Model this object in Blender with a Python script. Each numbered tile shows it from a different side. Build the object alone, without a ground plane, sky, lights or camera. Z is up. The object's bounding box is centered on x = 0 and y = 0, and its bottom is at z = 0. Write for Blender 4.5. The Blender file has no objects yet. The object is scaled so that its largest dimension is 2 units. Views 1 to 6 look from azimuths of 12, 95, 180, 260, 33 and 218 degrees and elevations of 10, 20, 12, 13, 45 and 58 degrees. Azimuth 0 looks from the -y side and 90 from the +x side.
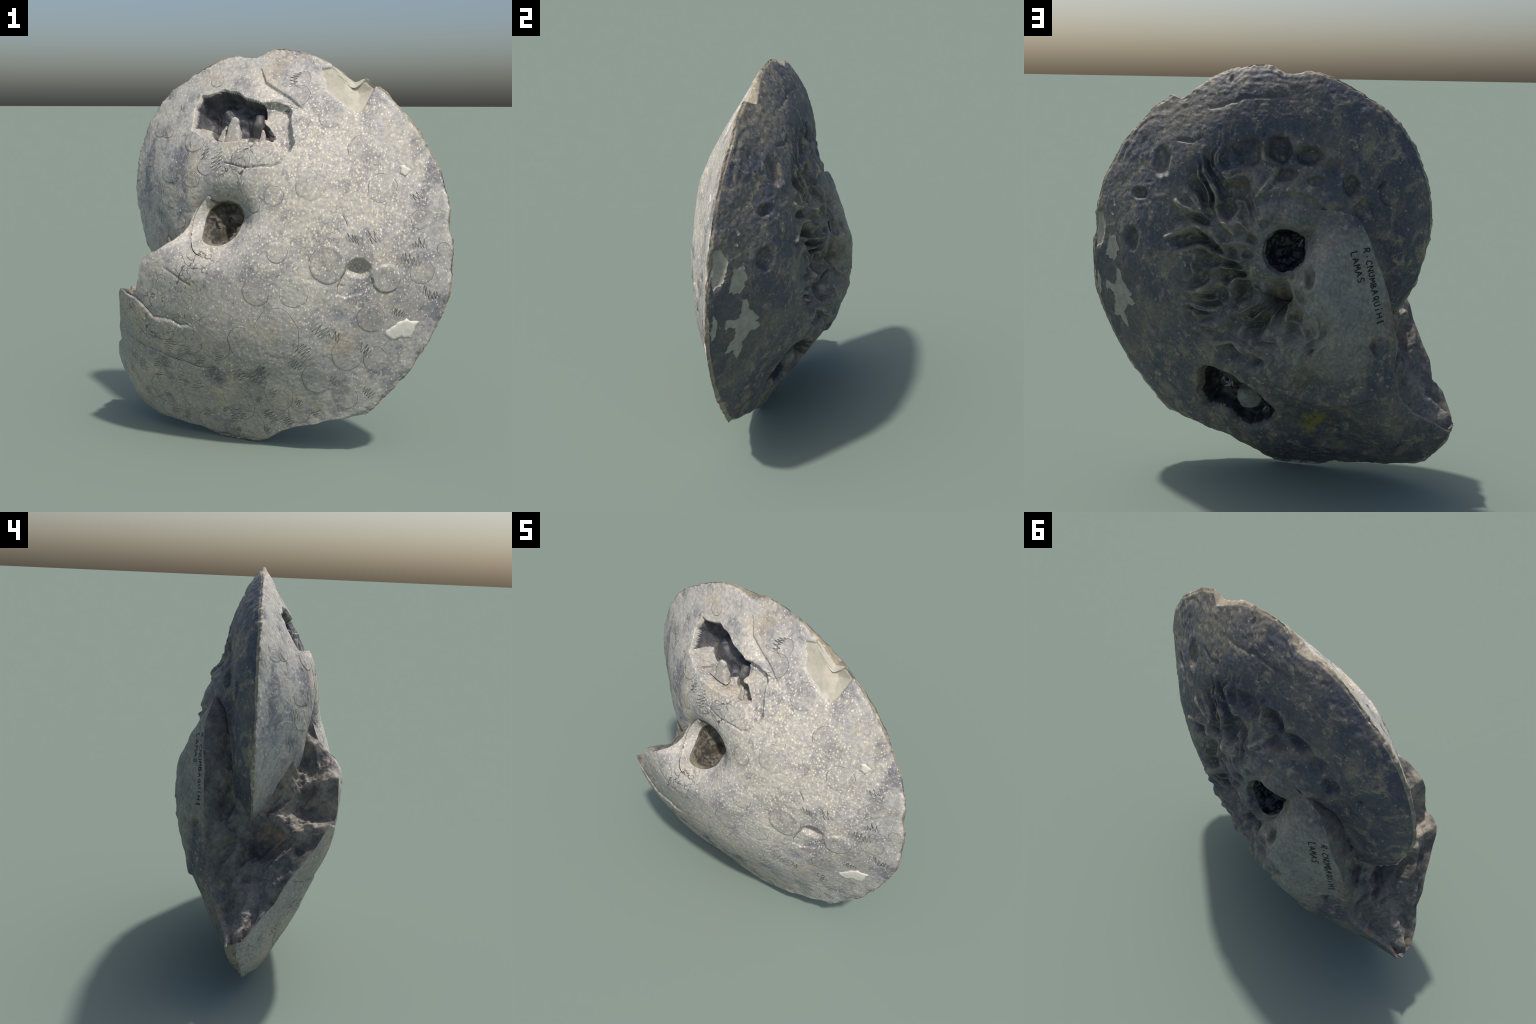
import bpy, math, time
import numpy as np
from mathutils import Vector
from mathutils.bvhtree import BVHTree

# ---------------------------------------------------------------- settings
COLUMNS, FLANK_ROWS, WALL_ROWS = 1500, 245, 40
TILT, OFFSET = -0.20, -0.028          # keel plane  y = OFFSET + TILT * x
CENTRE = (-0.13, 1.18)                # coiling axis in the keel plane
FIRST, ENTRY = -35.0, 210.0           # coil angle phi = ENTRY - polar angle
K = math.hypot(1.0, TILT)


def to_world(X, Y, Z):
    return np.stack([(X - TILT * Y) / K, (Y + TILT * X) / K + OFFSET, Z], -1)


# ---------------------------------------------------------------- small maths
def spline(xk, yk):
    """natural cubic spline through the control points (yk may have columns)"""
    xk, yk = np.asarray(xk, float), np.asarray(yk, float)
    n, h = len(xk), np.diff(xk)
    A = np.eye(n)
    rhs = np.zeros_like(yk)
    for i in range(1, n - 1):
        A[i, i - 1:i + 2] = h[i - 1], 2 * (h[i - 1] + h[i]), h[i]
        rhs[i] = 6 * ((yk[i + 1] - yk[i]) / h[i] - (yk[i] - yk[i - 1]) / h[i - 1])
    m = np.linalg.solve(A, rhs)

    def f(x):
        x = np.clip(x, xk[0], xk[-1])
        i = np.clip(np.searchsorted(xk, x) - 1, 0, n - 2)
        sh = x.shape + (1,) * (yk.ndim - 1)
        hi, a, b = h[i].reshape(sh), (xk[i + 1] - x).reshape(sh), (x - xk[i]).reshape(sh)
        return (m[i] * a ** 3 + m[i + 1] * b ** 3) / (6 * hi) + (yk[i] / hi - m[i] * hi / 6) * a + (yk[i + 1] / hi - m[i + 1] * hi / 6) * b
    return f


def smooth(x, lo, hi):
    t = np.clip((x - lo) / (hi - lo), 0, 1)
    return t * t * (3 - 2 * t)


def lattice(ix, iy, iz, seed):
    h = (ix.astype(np.int64) * 374761393 + iy.astype(np.int64) * 668265263 + iz.astype(np.int64) * 2147483647 + seed * 1442695041) & 0xFFFFFFFF
    h = ((h ^ (h >> 13)) * 1274126177) & 0xFFFFFFFF
    h = ((h ^ (h >> 16)) * 2246822519) & 0xFFFFFFFF
    return ((h ^ (h >> 15)) & 0xFFFF) / 32767.5 - 1.0


def noise(P, scale, seed=0):
    """value noise, -1..1"""
    q = P * scale
    i = np.floor(q)
    f = q - i
    f = f * f * f * (f * (f * 6 - 15) + 10)
    i = i.astype(np.int64)
    out = np.zeros(len(P))
    for dx in (0, 1):
        wx = f[:, 0] if dx else 1 - f[:, 0]
        for dy in (0, 1):
            wy = f[:, 1] if dy else 1 - f[:, 1]
            for dz in (0, 1):
                wz = f[:, 2] if dz else 1 - f[:, 2]
                out += wx * wy * wz * lattice(i[:, 0] + dx, i[:, 1] + dy, i[:, 2] + dz, seed)
    return out


def fractal(P, scale, octaves=4, seed=0, gain=0.5):
    out, a = np.zeros(len(P)), 1.0
    for o in range(octaves):
        out += a * noise(P, scale * 2 ** o, seed + o)
        a *= gain
    return out


# ---------------------------------------------------------------- coil profiles
RADIUS_KEYS = [  # (phi, keel radius): growth of the keel with its chips and notches
    (-40, .575), (0, .598), (11, .605), (21, .61), (31, .63), (42, .654), (56, .68), (67, .705), (77, .727), (87, .744),
    (97, .758), (106, .776), (114, .786), (118, .789), (120, .780), (125, .779), (128, .812), (132, .837), (138, .850),
    (146, .862), (153, .860), (156.5, .854), (160, .853), (162, .908), (169, .931), (176, .943), (183, .966), (190, .985),
    (196, 1.005), (202, 1.020), (205, 1.025), (208, 1.014), (212, 1.036), (216, 1.055), (221, 1.067), (227, 1.080),
    (232, 1.088), (238, 1.094), (244, 1.103), (250, 1.112), (256, 1.122), (262, 1.142), (265, 1.155), (270, 1.13),
    (275, 1.105), (283, 1.085), (288, 1.112), (292, 1.155), (295, 1.178), (301, 1.180), (306, 1.186), (311, 1.162),
    (315, 1.178), (320, 1.190), (325, 1.242), (331, 1.268), (336, 1.225), (340, 1.195), (343, 1.150), (360, 1.15), (480, 1.15)]
KEEL_KEYS = [(-40, 0), (90, 0), (210, 0), (250, -.02), (270, -.028), (290, -.043), (307, -.045), (325, -.02), (343, .08), (360, .085), (480, .085)]
rk = np.array(RADIUS_KEYS)
kk = np.array(KEEL_KEYS)
keel_spline = spline(kk[:, 0], kk[:, 1])


ENVELOPE_KEYS = [(-40, .578), (0, .60), (31, .633), (67, .708), (97, .763), (120, .802), (140, .858), (155, .895), (169, .934), (185, .974), (202, 1.024),
                 (227, 1.084), (250, 1.118), (265, 1.158), (290, 1.182), (310, 1.197), (328, 1.262), (336, 1.25), (345, 1.205), (480, 1.20)]
ek = np.array(ENVELOPE_KEYS)
envelope_spline = spline(ek[:, 0], ek[:, 1])


def keel_radius(phi):
    return np.minimum(np.interp(phi, rk[:, 0], rk[:, 1]), envelope_spline(phi))


def unbroken_radius(phi):
    """radius the keel would have without chips; flanks follow this one"""
    return envelope_spline(phi)


def keel_offset(phi):
    return keel_spline(phi)


U_KEYS = [0, .08, .2, .35, .5, .65, .8, .92, 1.0]     # 0 at the keel, 1 at the umbilical lip
FULL = np.array([0, .105, .275, .49, .70, .86, .955, .95, .72])
HUB = np.array([1, 1, 1, 1, 1, .995, .965, .90, .93])               # funnel around the hub on the older half
FRONT_KEYS = [(-40, .24 * FULL * HUB), (30, .265 * FULL * HUB), (90, .30 * FULL * HUB), (150, .325 * FULL * HUB), (190, .35 * FULL * HUB),
              (220, [0, .037, .097, .185, .25, .302, .345, .345, .285]),
              (250, [0, .042, .112, .208, .278, .338, .378, .375, .31]),
              (300, [0, .062, .142, .244, .322, .380, .412, .41, .35]),
              (325, [0, .074, .166, .270, .348, .402, .435, .43, .36]),
              (343, [0, .078, .160, .265, .378, .418, .435, .415, .35]),
              (370, [0, .05, .15, .28, .36, .395, .395, .345, .285]),
              (400, [0, .05, .14, .25, .32, .345, .335, .305, .245]),
              (480, [0, .05, .14, .25, .28, .26, .245, .235, .215])]
BACK_KEYS = [(-40, [0, .04, .085, .12, .15, .17, .19, .20, .20]),
             (60, [0, .045, .088, .11, .13, .17, .20, .23, .22]),
             (90, [0, .05, .095, .128, .148, .18, .22, .27, .26]),
             (125, [0, .05, .10, .145, .165, .19, .24, .285, .27]),
             (180, [0, .052, .120, .19, .225, .235, .27, .31, .29]),
             (215, [0, .050, .118, .208, .26, .28, .315, .335, .31]),
             (245, [0, .054, .122, .205, .275, .32, .345, .355, .32]),
             (280, [0, .052, .118, .212, .300, .360, .385, .385, .34]),
             (302, [0, .058, .135, .235, .325, .378, .405, .395, .35]),
             (316, [0, .068, .145, .240, .325, .385, .412, .40, .35]),
             (330, [0, .070, .155, .242, .322, .38, .41, .40, .34]),
             (343, [0, .03, .070, .145, .250, .342, .395, .39, .33]),
             (362, [0, .03, .055, .10, .19, .27, .345, .365, .31]),
             (385, [0, .04, .08, .13, .18, .23, .30, .33, .29]),
             (410, [0, .04, .08, .12, .17, .21, .255, .275, .24]),
             (440, [0, .04, .08, .11, .15, .175, .20, .225, .20]),
             (480, [0, .04, .08, .10, .13, .15, .155, .16, .15])]


def height_field(keys):
    across = spline(U_KEYS, np.array([k[1] for k in keys]).T)       # u -> one column per phi key
    table = across(np.linspace(0, 1, 201))                          # 201 x keys
    along = spline([k[0] for k in keys], table.T)
    phi_grid = np.linspace(-40, 480, 521)
    fine = along(phi_grid)                                          # 521 x 201

    def f(phi, u):
        a = np.clip((phi + 40), 0, 519.999)
        b = np.clip(u * 200, 0, 199.999)
        i, j = a.astype(int), b.astype(int)
        a, b = a - i, b - j
        return (fine[i, j] * (1 - a) + fine[i + 1, j] * a) * (1 - b) + (fine[i, j + 1] * (1 - a) + fine[i + 1, j + 1] * a) * b
    return f


front_height, back_height = height_field(FRONT_KEYS), height_field(BACK_KEYS)
LIP = 0.10
# broken edge of the aperture: coil angle at which the shell ends, by radius
FRONT_EDGE = [(.05, 446), (.10, 444), (.15, 440), (.156, 400), (.165, 383), (.19, 374), (.23, 369), (.32, 365), (.40, 366), (.44, 362), (.477, 355),
              (.52, 350.5), (.553, 350), (.585, 354.5), (.627, 356.5), (.66, 355.5), (.71, 352), (.80, 349), (.87, 347.5), (.93, 344.5), (1.0, 345), (1.1, 343.5), (1.19, 342)]
BACK_EDGE = [(.05, 475), (.10, 470), (.20, 450), (.27, 435), (.324, 426), (.372, 416), (.392, 405), (.424, 388), (.487, 374), (.551, 363), (.60, 356), (.646, 350),
             (.717, 342), (.80, 338), (.90, 337.5), (1.0, 339.5), (1.1, 341), (1.19, 342)]


def polar(phi, r, Y):
    th = np.radians(ENTRY - phi)
    return np.stack([CENTRE[0] + r * np.cos(th), Y, CENTRE[1] + r * np.sin(th)], -1)


def build_shell():
    """rows run: front hole floor .. front lip .. front flank .. keel .. back flank .. back lip .. back hole floor"""
    u = np.linspace(0, 1, FLANK_ROWS)
    u = u * .85 + .15 * u ** 2
    w = np.linspace(0, 1, WALL_ROWS + 1)[1:]
    end_r = keel_radius(np.array([345.0]))[0] * (1 - u) + LIP * u
    v = np.linspace(0, 1, COLUMNS)[:, None]

    def side(edge, height, sign):
        e = np.array(edge)
        end = np.interp(end_r, e[:, 0], e[:, 1])
        phi = FIRST + v * (end - FIRST)[None, :]
        U = np.broadcast_to(u, phi.shape)
        R = keel_radius(phi)
        R0 = unbroken_radius(phi)
        r = R0 - U * (R0 - LIP) - (R0 - R) * np.exp(-U / .07)      # chips stay near the keel
        H = np.clip((R0 - r) / (R0 - LIP), 0, 1)
        Y = sign * height(phi, H) * smooth(U, -.02, .025) * (U > 0) + keel_offset(phi) * (1 - U) ** 3
        # umbilical wall
        pw = np.repeat(phi[:, -1:], WALL_ROWS, 1)
        Yl = Y[:, -1:]
        depth = -0.20 if sign < 0 else 0.165
        W = np.broadcast_to(w, pw.shape)
        rw = LIP * ((1 - .50 * W ** .7 - .495 * smooth(W, .75, 1.0)) if sign < 0 else (1 - .30 * smooth(W, 0, .7) - .695 * smooth(W, .6, 1.0)))
        Yw = Yl + (depth - Yl) * (W ** .8)
        return np.concatenate([phi, pw], 1), np.concatenate([r, rw], 1), np.concatenate([Y, Yw], 1), np.concatenate([U, 1 + W], 1)

    f = side(FRONT_EDGE, front_height, -1)
    b = side(BACK_EDGE, back_height, +1)
    join = [np.concatenate([A[:, ::-1], B[:, 1:]], 1) for A, B in zip(f, b)]
    phi, r, Y, U = join
    S = np.concatenate([-np.ones(f[0].shape[1] - 1), [0], np.ones(b[0].shape[1] - 1)])
    return polar(phi, r, Y), phi, r, U, np.broadcast_to(S, phi.shape)


def grid_faces(n, m):
    i = np.arange(n - 1)[:, None] * m + np.arange(m - 1)[None, :]
    return np.stack([i, i + 1, i + m + 1, i + m], -1).reshape(-1, 4)


def grid_normals(P):
    du = np.gradient(P, axis=0)
    dv = np.gradient(P, axis=1)
    n = np.cross(du, dv)
    return n / np.maximum(np.linalg.norm(n, axis=-1, keepdims=True), 1e-12)


def make_mesh(name, P, faces, mat, parent, smooth_shade=True):
    me = bpy.data.meshes.new(name)
    W = to_world(P[:, 0], P[:, 1], P[:, 2])
    me.vertices.add(len(W))
    me.vertices.foreach_set("co", W.astype(np.float32).ravel())
    me.loops.add(faces.size)
    me.loops.foreach_set("vertex_index", faces.ravel().astype(np.int32))
    me.polygons.add(len(faces))
    me.polygons.foreach_set("loop_start", np.arange(0, faces.size, faces.shape[1], dtype=np.int32))
    me.polygons.foreach_set("use_smooth", np.full(len(faces), smooth_shade))
    me.update(calc_edges=True)
    me.materials.append(mat)
    ob = bpy.data.objects.new(name, me)
    bpy.context.scene.collection.objects.link(ob)
    ob.parent = parent
    return ob


# ---------------------------------------------------------------- relief helpers
def polygon_distance(XZ, poly, closed=True):
    """distance of points to a polyline; negative inside when it is closed"""
    poly = np.asarray(poly, float)
    pairs = zip(poly, np.roll(poly, -1, 0)) if closed else zip(poly[:-1], poly[1:])
    best = np.full(len(XZ), 1e9)
    inside = np.zeros(len(XZ), bool)
    for a, b in pairs:
        d = b - a
        t = np.clip(((XZ - a) @ d) / max(d @ d, 1e-12), 0, 1)
        best = np.minimum(best, np.hypot(*(XZ - a - t[:, None] * d).T))
        if closed:
            cond = (a[1] > XZ[:, 1]) != (b[1] > XZ[:, 1])
            with np.errstate(divide="ignore", invalid="ignore"):
                xi = a[0] + (XZ[:, 1] - a[1]) * d[0] / d[1]
            inside ^= cond & (XZ[:, 0] < xi)
    return np.where(inside, -best, best)


class Relief:
    """collects dents and bumps (metres along the surface normal) on one face of the shell"""

    def __init__(self, P, mask, rough):
        self.P, self.mask, self.rough = P, mask, rough
        self.XZ = P[:, [0, 2]]
        self.d = np.zeros(len(P))

    def near(self, pts, margin):
        pts = np.asarray(pts, float)[:, :2]
        lo, hi = pts.min(0) - margin, pts.max(0) + margin
        return np.nonzero(self.mask & np.all((self.XZ > lo) & (self.XZ < hi), 1))[0]

    def area(self, poly, depth, soft=.012, ragged=.005, tilt=None):
        i = self.near(poly, .05)
        sd = polygon_distance(self.XZ[i], poly) + ragged * self.rough[i]
        k = smooth(-sd, -soft * .5, soft * .5)
        dep = depth if tilt is None else depth * tilt(self.XZ[i])
        self.d[i] -= dep * k
        return i, sd

    def line(self, pts, depth, width=.008, ragged=.3):
        i = self.near(pts, .08)
        sd = polygon_distance(self.XZ[i], pts, False) * (1 + ragged * self.rough[i])
        self.d[i] -= depth * np.exp(-(sd / width) ** 2)

    def ledge(self, pts, height, width=.06):
        """step: high on the left of the line's direction, fading away from it"""
        i = self.near(pts, .15)
        p = np.asarray(pts, float)
        sd = polygon_distance(self.XZ[i], p, False) * (1 + .2 * self.rough[i])
        a, b = p[:-1], p[1:]
        mid = (a + b) / 2
        k = np.argmin(np.hypot(self.XZ[i][:, None, 0] - mid[None, :, 0], self.XZ[i][:, None, 1] - mid[None, :, 1]), 1)
        d = b[k] - a[k]
        q = self.XZ[i] - a[k]
        left = d[:, 0] * q[:, 1] - d[:, 1] * q[:, 0]
        self.d[i] += height * np.exp(-(sd / width) ** 2) * smooth(np.sign(left) * sd, -.006, .006)

    def pit(self, x, z, rx, rz, depth, power=3.0, rim=.12):
        i = self.near([(x, z)], max(rx, rz) * 2.2)
        q = np.hypot((self.XZ[i, 0] - x) / rx, (self.XZ[i, 1] - z) / rz) * (1 + .14 * self.rough[i])
        self.d[i] -= depth * np.exp(-np.maximum(q, 0) ** power * .8) - depth * rim * np.exp(-((q - 1.5) / .3) ** 2)

    def disc(self, x, z, rx, rz, h):
        i = self.near([(x, z)], max(rx, rz) * 1.5)
        q = np.hypot((self.XZ[i, 0] - x) / rx, (self.XZ[i, 1] - z) / rz)
        self.d[i] += h * (1 - smooth(q, .9, 1.06)) * (.6 + .4 * q)


# ---------------------------------------------------------------- places of the features, keel-plane coordinates (x, z)
WINDOW = [(-.333, 1.615), (-.344, 1.709), (-.32, 1.769), (-.248, 1.782), (-.197, 1.799), (-.138, 1.788), (-.08, 1.768), (-.008, 1.746), (.036, 1.736),
          (.052, 1.661), (.071, 1.624), (.109, 1.599), (.107, 1.575), (.022, 1.571), (-.047, 1.573), (-.104, 1.569), (-.181, 1.57), (-.25, 1.587)]
LEDGE = [(.029, 1.742), (.087, 1.746), (.143, 1.73), (.169, 1.699), (.183, 1.637), (.211, 1.564), (.198, 1.525), (.148, 1.529), (.128, 1.569), (.104, 1.593), (.058, 1.648)]
FLAKE = [(.265, 1.901), (.32, 1.913), (.388, 1.874), (.412, 1.843), (.49, 1.845), (.524, 1.817), (.5, 1.737), (.471, 1.697), (.426, 1.718), (.36, 1.761), (.309, 1.805)]
SCOOP = [(.396, 1.868), (.49, 1.845), (.524, 1.817), (.5, 1.737), (.471, 1.697), (.43, 1.73), (.403, 1.786)]
SPALL = [(.455, .961), (.482, 1.002), (.578, .985), (.592, .933), (.545, .879), (.477, .863), (.438, .877)]
WHITE_CHIPS = [[(.631, .676), (.658, .711), (.687, .734), (.722, .751), (.745, .741), (.78, .74), (.762, .709), (.757, .682), (.739, .654), (.692, .658), (.662, .647)],
               [(.664, 1.462), (.687, 1.462), (.714, 1.441), (.699, 1.416), (.676, 1.425)]]
FRONT_CRACKS = [([(-.116, 1.465), (-.072, 1.46), (-.028, 1.449), (.021, 1.448), (.067, 1.458), (.121, 1.457), (.163, 1.472)], .010),
                ([(-.612, .82), (-.548, .801), (-.497, .767), (-.45, .717), (-.353, .712), (-.304, .687), (-.266, .696)], .012),
                ([(-.739, .571), (-.649, .541), (-.549, .524), (-.476, .516), (-.399, .49), (-.325, .477), (-.243, .45), (-.168, .457)], .011),
                ([(-.37, .971), (-.315, .95), (-.269, .921), (-.227, .899)], .008), ([(.452, 1.25), (.471, 1.213), (.477, 1.194)], .005),
                ([(.476, 1.037), (.475, .986), (.455, .948), (.441, .916), (.438, .877)], .008)]
FRONT_STEP = [(.185, 1.742), (.147, 1.77), (.102, 1.793), (.048, 1.821), (.016, 1.838), (-.005, 1.871)]
RINGS = [(.355, 1.687, .056, .058), (.504, 1.541, .057, .061), (.605, 1.365, .058, .064), (.313, 1.383, .068, .073), (.326, 1.462, .023, .024), (.147, 1.325, .048, .046),
         (.18, 1.069, .044, .047), (.398, 1.019, .078, .09), (.641, .952, .057, .065), (.578, .76, .057, .069), (.466, .57, .064, .082), (.589, .547, .053, .067),
         (.317, .433, .06, .079), (.131, .327, .068, .095), (-.083, .26, .077, .107), (-.307, .249, .082, .107), (-.038, .126, .061, .079), (-.281, .089, .071, .081),
         (.443, .34, .056, .076), (.215, .21, .053, .072), (.169, .68, .101, .127), (.012, .615, .077, .094), (-.138, .601, .077, .088), (-.278, .616, .074, .081),
         (-.408, .659, .065, .063), (-.506, .125, .061, .068), (-.253, 1.848, .036, .031), (-.303, 1.56, .065, .05), (-.447, 1.396, .067, .043), (-.441, 1.283, .075, .052),
         (-.419, 1.175, .072, .055), (-.574, 1.598, .047, .028), (-.512, 1.593, .04, .025), (-.032, 1.486, .048, .044), (.191, 1.774, .05, .051), (.193, 1.85, .038, .039),
         (.039, 1.278, .043, .038), (.771, 1.222, .039, .044), (.878, 1.084, .029, .032), (-.605, .318, .107, .118), (-.497, .274, .084, .102), (.787, .982, .051, .058),
         (-.214, 1.442, .047, .038), (-.3, 1.38, .052, .039), (-.647, 1.443, .048, .025), (-.581, 1.267, .061, .032), (.253, .886, .062, .073), (.087, .883, .061, .066)]
FRILLS = [(-.076, .427), (-.206, .476), (.043, .486), (.207, .28), (.028, .192), (-.207, .172), (.228, .555), (.506, .356), (.272, .196), (.029, .099), (-.343, .415),
          (-.497, .454), (.22, .494), (.398, .436), (.538, .591), (.436, .651), (.357, .68), (.724, 1.009), (.79, 1.059), (.163, 1.837), (.314, 1.613), (.36, 1.468),
          (.459, 1.384), (.415, 1.48), (.5, 1.614), (.756, 1.284), (.507, 1.138), (.586, 1.124), (.147, 1.711), (-.123, 1.508), (-.198, 1.506), (-.487, 1.166),
          (-.501, 1.345), (.029, .412), (-.161, .373), (.647, .8), (.785, .825)]
CAVE = [(.293, .538), (.265, .57), (.219, .577), (.133, .555), (.094, .516), (.027, .49), (-.034, .423), (-.087, .357), (-.025, .263), (.051, .23), (.122, .246),
        (.17, .313), (.213, .329), (.292, .324), (.324, .407)]
RIDGES = [([(.388, 1.375), (.36, 1.345), (.275, 1.337), (.21, 1.35), (.166, 1.301), (.105, 1.248)], .022),
          ([(.43, 1.21), (.349, 1.24), (.284, 1.271), (.23, 1.258), (.185, 1.216), (.143, 1.144)], .028),
          ([(.393, 1.13), (.346, 1.159), (.306, 1.179), (.251, 1.177), (.206, 1.136), (.176, 1.109)], .024),
          ([(.286, .838), (.305, .915), (.269, .973), (.199, 1.007), (.136, .953)], .025),
          ([(-.001, 1.621), (-.003, 1.585), (-.041, 1.574), (-.073, 1.556), (-.064, 1.514), (-.043, 1.478), (-.017, 1.431)], .018),
          ([(-.149, .916), (-.177, 1.033), (-.173, 1.066), (-.133, 1.098)], .03), ([(-.149, .916), (-.227, .888), (-.228, .83)], .025),
          ([(.289, .782), (.203, .729), (.118, .731), (.063, .727), (-.003, .682), (-.067, .642)], .02)]
COLLAR = [(-.297, 1.361), (-.223, 1.416), (-.14, 1.434), (-.032, 1.417), (.029, 1.388), (.076, 1.344)]
SHELF = [(-.484, .497), (-.372, .473), (-.272, .461), (-.173, .498), (-.114, .565), (-.053, .632)]
OCHRE = [(-.128, .43), (-.305, .398), (-.383, .437), (-.444, .364), (-.376, .275), (-.23, .264), (-.128, .313)]
BACK_CRACKS = [([(-.531, 1.463), (-.545, 1.484), (-.593, 1.481)], .012), ([(.119, 1.848), (.004, 1.85), (-.095, 1.861)], .007),
               ([(.258, 1.796), (.18, 1.816), (.118, 1.836)], .006), ([(.404, 1.65), (.333, 1.647), (.288, 1.673)], .010)]
PITS = [(-.105, .975, .055, .085, .08), (.06, 1.601, .056, .050, .040), (-.07, 1.613, .046, .050, .050), (-.209, 1.596, .052, .032, .042), (-.325, 1.545, .034, .031, .02), (-.401, 1.467, .03, .035, .035),
        (-.46, 1.363, .03, .035, .02), (-.248, 1.485, .034, .017, .02), (.596, 1.393, .033, .021, .025), (.634, 1.18, .035, .042, .03), (.635, .969, .04, .044, .012),
        (.481, 1.548, .033, .049, .022), (.146, 1.368, .029, .048, .04), (-.038, 1.298, .02, .017, .02), (.033, 1.165, .024, .015, .025), (.013, 1.231, .019, .018, .03),
        (-.107, 1.513, .043, .021, .025), (.294, 1.2, .089, .034, .04), (.218, 1.116, .049, .03, .035), (.299, 1.293, .073, .02, .025), (.235, 1.022, .049, .028, .03),
        (.302, .883, .021, .055, .03), (.198, .906, .07, .066, .04), (-.15, 1.053, .03, .072, .05), (-.071, .981, .069, .042, .045), (.074, .807, .075, .061, .045),
        (-.198, .842, .042, .06, .05), (-.059, .814, .052, .047, .03), (-.231, .962, .029, .03, .015), (-.257, 1.082, .017, .035, .03), (.238, .764, .053, .04, .03),
        (.121, .681, .04, .033, .035), (-.002, .66, .057, .036, .04), (-.266, .578, .055, .065, .02), (.115, 1.472, .057, .036, .02), (.208, 1.542, .051, .037, .015),
        (.073, 1.426, .039, .047, .02), (-.039, 1.046, .049, .022, .03), (.115, .969, .041, .032, .02)]
SHELL_PLATES = [[(.799, 1.167), (.776, 1.167), (.745, 1.177), (.74, 1.151), (.721, 1.116), (.723, 1.098), (.743, 1.092), (.738, 1.072), (.757, 1.041), (.771, 1.054),
                 (.792, 1.045), (.799, 1.065), (.817, 1.064), (.806, 1.115)],
                [(.745, 1.012), (.719, 1.01), (.709, .963), (.641, .894), (.66, .881), (.626, .856), (.643, .832), (.683, .836), (.691, .812), (.712, .786), (.695, .745),
                 (.703, .693), (.739, .728), (.745, .758), (.788, .747), (.778, .804), (.765, .833), (.769, .88), (.807, .893), (.816, .864), (.829, .913), (.819, .935),
                 (.765, .923), (.746, .949)],
                [(.887, .981), (.864, .937), (.863, .911), (.867, .862), (.88, .847), (.892, .895)], [(.759, 1.348), (.743, 1.322), (.76, 1.314)],
                [(.764, 1.287), (.761, 1.269), (.779, 1.279)]]
RIM_CHIP = [(.903, 1.221), (.877, 1.272), (.842, 1.275), (.821, 1.214), (.83, 1.157), (.856, 1.105), (.891, 1.091), (.909, 1.154)]

# ---------------------------------------------------------------- shell surface with its relief
P0, phi, r, U, S = build_shell()
n, m = phi.shape
KEEL = WALL_ROWS + FLANK_ROWS - 1
N0 = grid_normals(P0)
if N0[n // 2, KEEL - 60, 1] > 0:
    N0 = -N0
flat = P0.reshape(-1, 3)
fp, fr_, fu, fs = phi.ravel(), r.ravel(), U.ravel(), S.ravel()
ragged = fractal(flat, 24, 2, 5)
broad = fractal(flat, 4.5, 3, 11)
medium = fractal(flat, 14, 3, 17)
grain = fractal(flat, 70, 3, 23)
lump0 = fractal(flat, 15, 2, 29)
calm = np.where(fs < 0, .45, .6)
bands = np.where(fs > 0, np.exp(-(fu / .13) ** 2) * np.sin(fu * 120 + 9 * broad), 0) * (fu > .01) * np.clip(.3 + fractal(flat, 3, 2, 95), 0, 1)
D = .004 * broad + calm * (.0025 * medium + .0013 * grain) + .0022 * bands

# front face
fm = (fs < 0) & (fu < 1.0)
R_ = Relief(flat, fm & (fp > 40), ragged)
edge_x = lambda q: .75 + .45 * smooth(q[:, 1], 1.72, 1.56)
i, sd = R_.area(WINDOW, .085, .016, .006)
inner = smooth(-sd, .0, .02)
q = flat[i][:, [0, 2]]
deep = sum(w_ * np.exp(-(((q[:, 0] - x_) / a_) ** 2 + ((q[:, 1] - z_) / b_) ** 2)) for x_, z_, a_, b_, w_ in
           [(-.26, 1.615, .07, .03, .06), (-.285, 1.70, .05, .06, .035), (-.055, 1.625, .03, .05, .05), (.085, 1.59, .018, .018, .05), (-.20, 1.715, .04, .035, -.03), (.0, 1.68, .055, .06, -.03)])
R_.d[i] -= inner * (deep + .016 * lump0[i] + .008 * np.abs(ragged[i]))
j, sdl = R_.area(LEDGE, .034, .014, .006)
R_.d[j] -= .012 * smooth(-sdl, 0, .02) * smooth(flat[j, 0], .12, .19)
R_.area(FLAKE, .010, .008, .003)
i, sd = R_.area(SCOOP, .006, .01, .002)
R_.d[i] -= .028 * smooth(-sd, 0, .06) * smooth(flat[i, 2], 1.70, 1.84)
R_.area(SPALL, .007, .008, .004)
R_.pit(.527, .999, .040, .030, .055, 3, .05)
for pts, depth in FRONT_CRACKS:
    R_.line(pts, depth * .7, .0038, .7)
R_.ledge(FRONT_STEP, -.012, .03)
for k_, (x_, z_, rx_, rz_) in enumerate(RINGS):
    R_.disc(x_, z_, rx_, rz_, .0012 if k_ % 3 else .0025)
R_.disc(.641, .952, .057, .065, .006)
R_.disc(.398, 1.019, .078, .09, .003)
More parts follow.
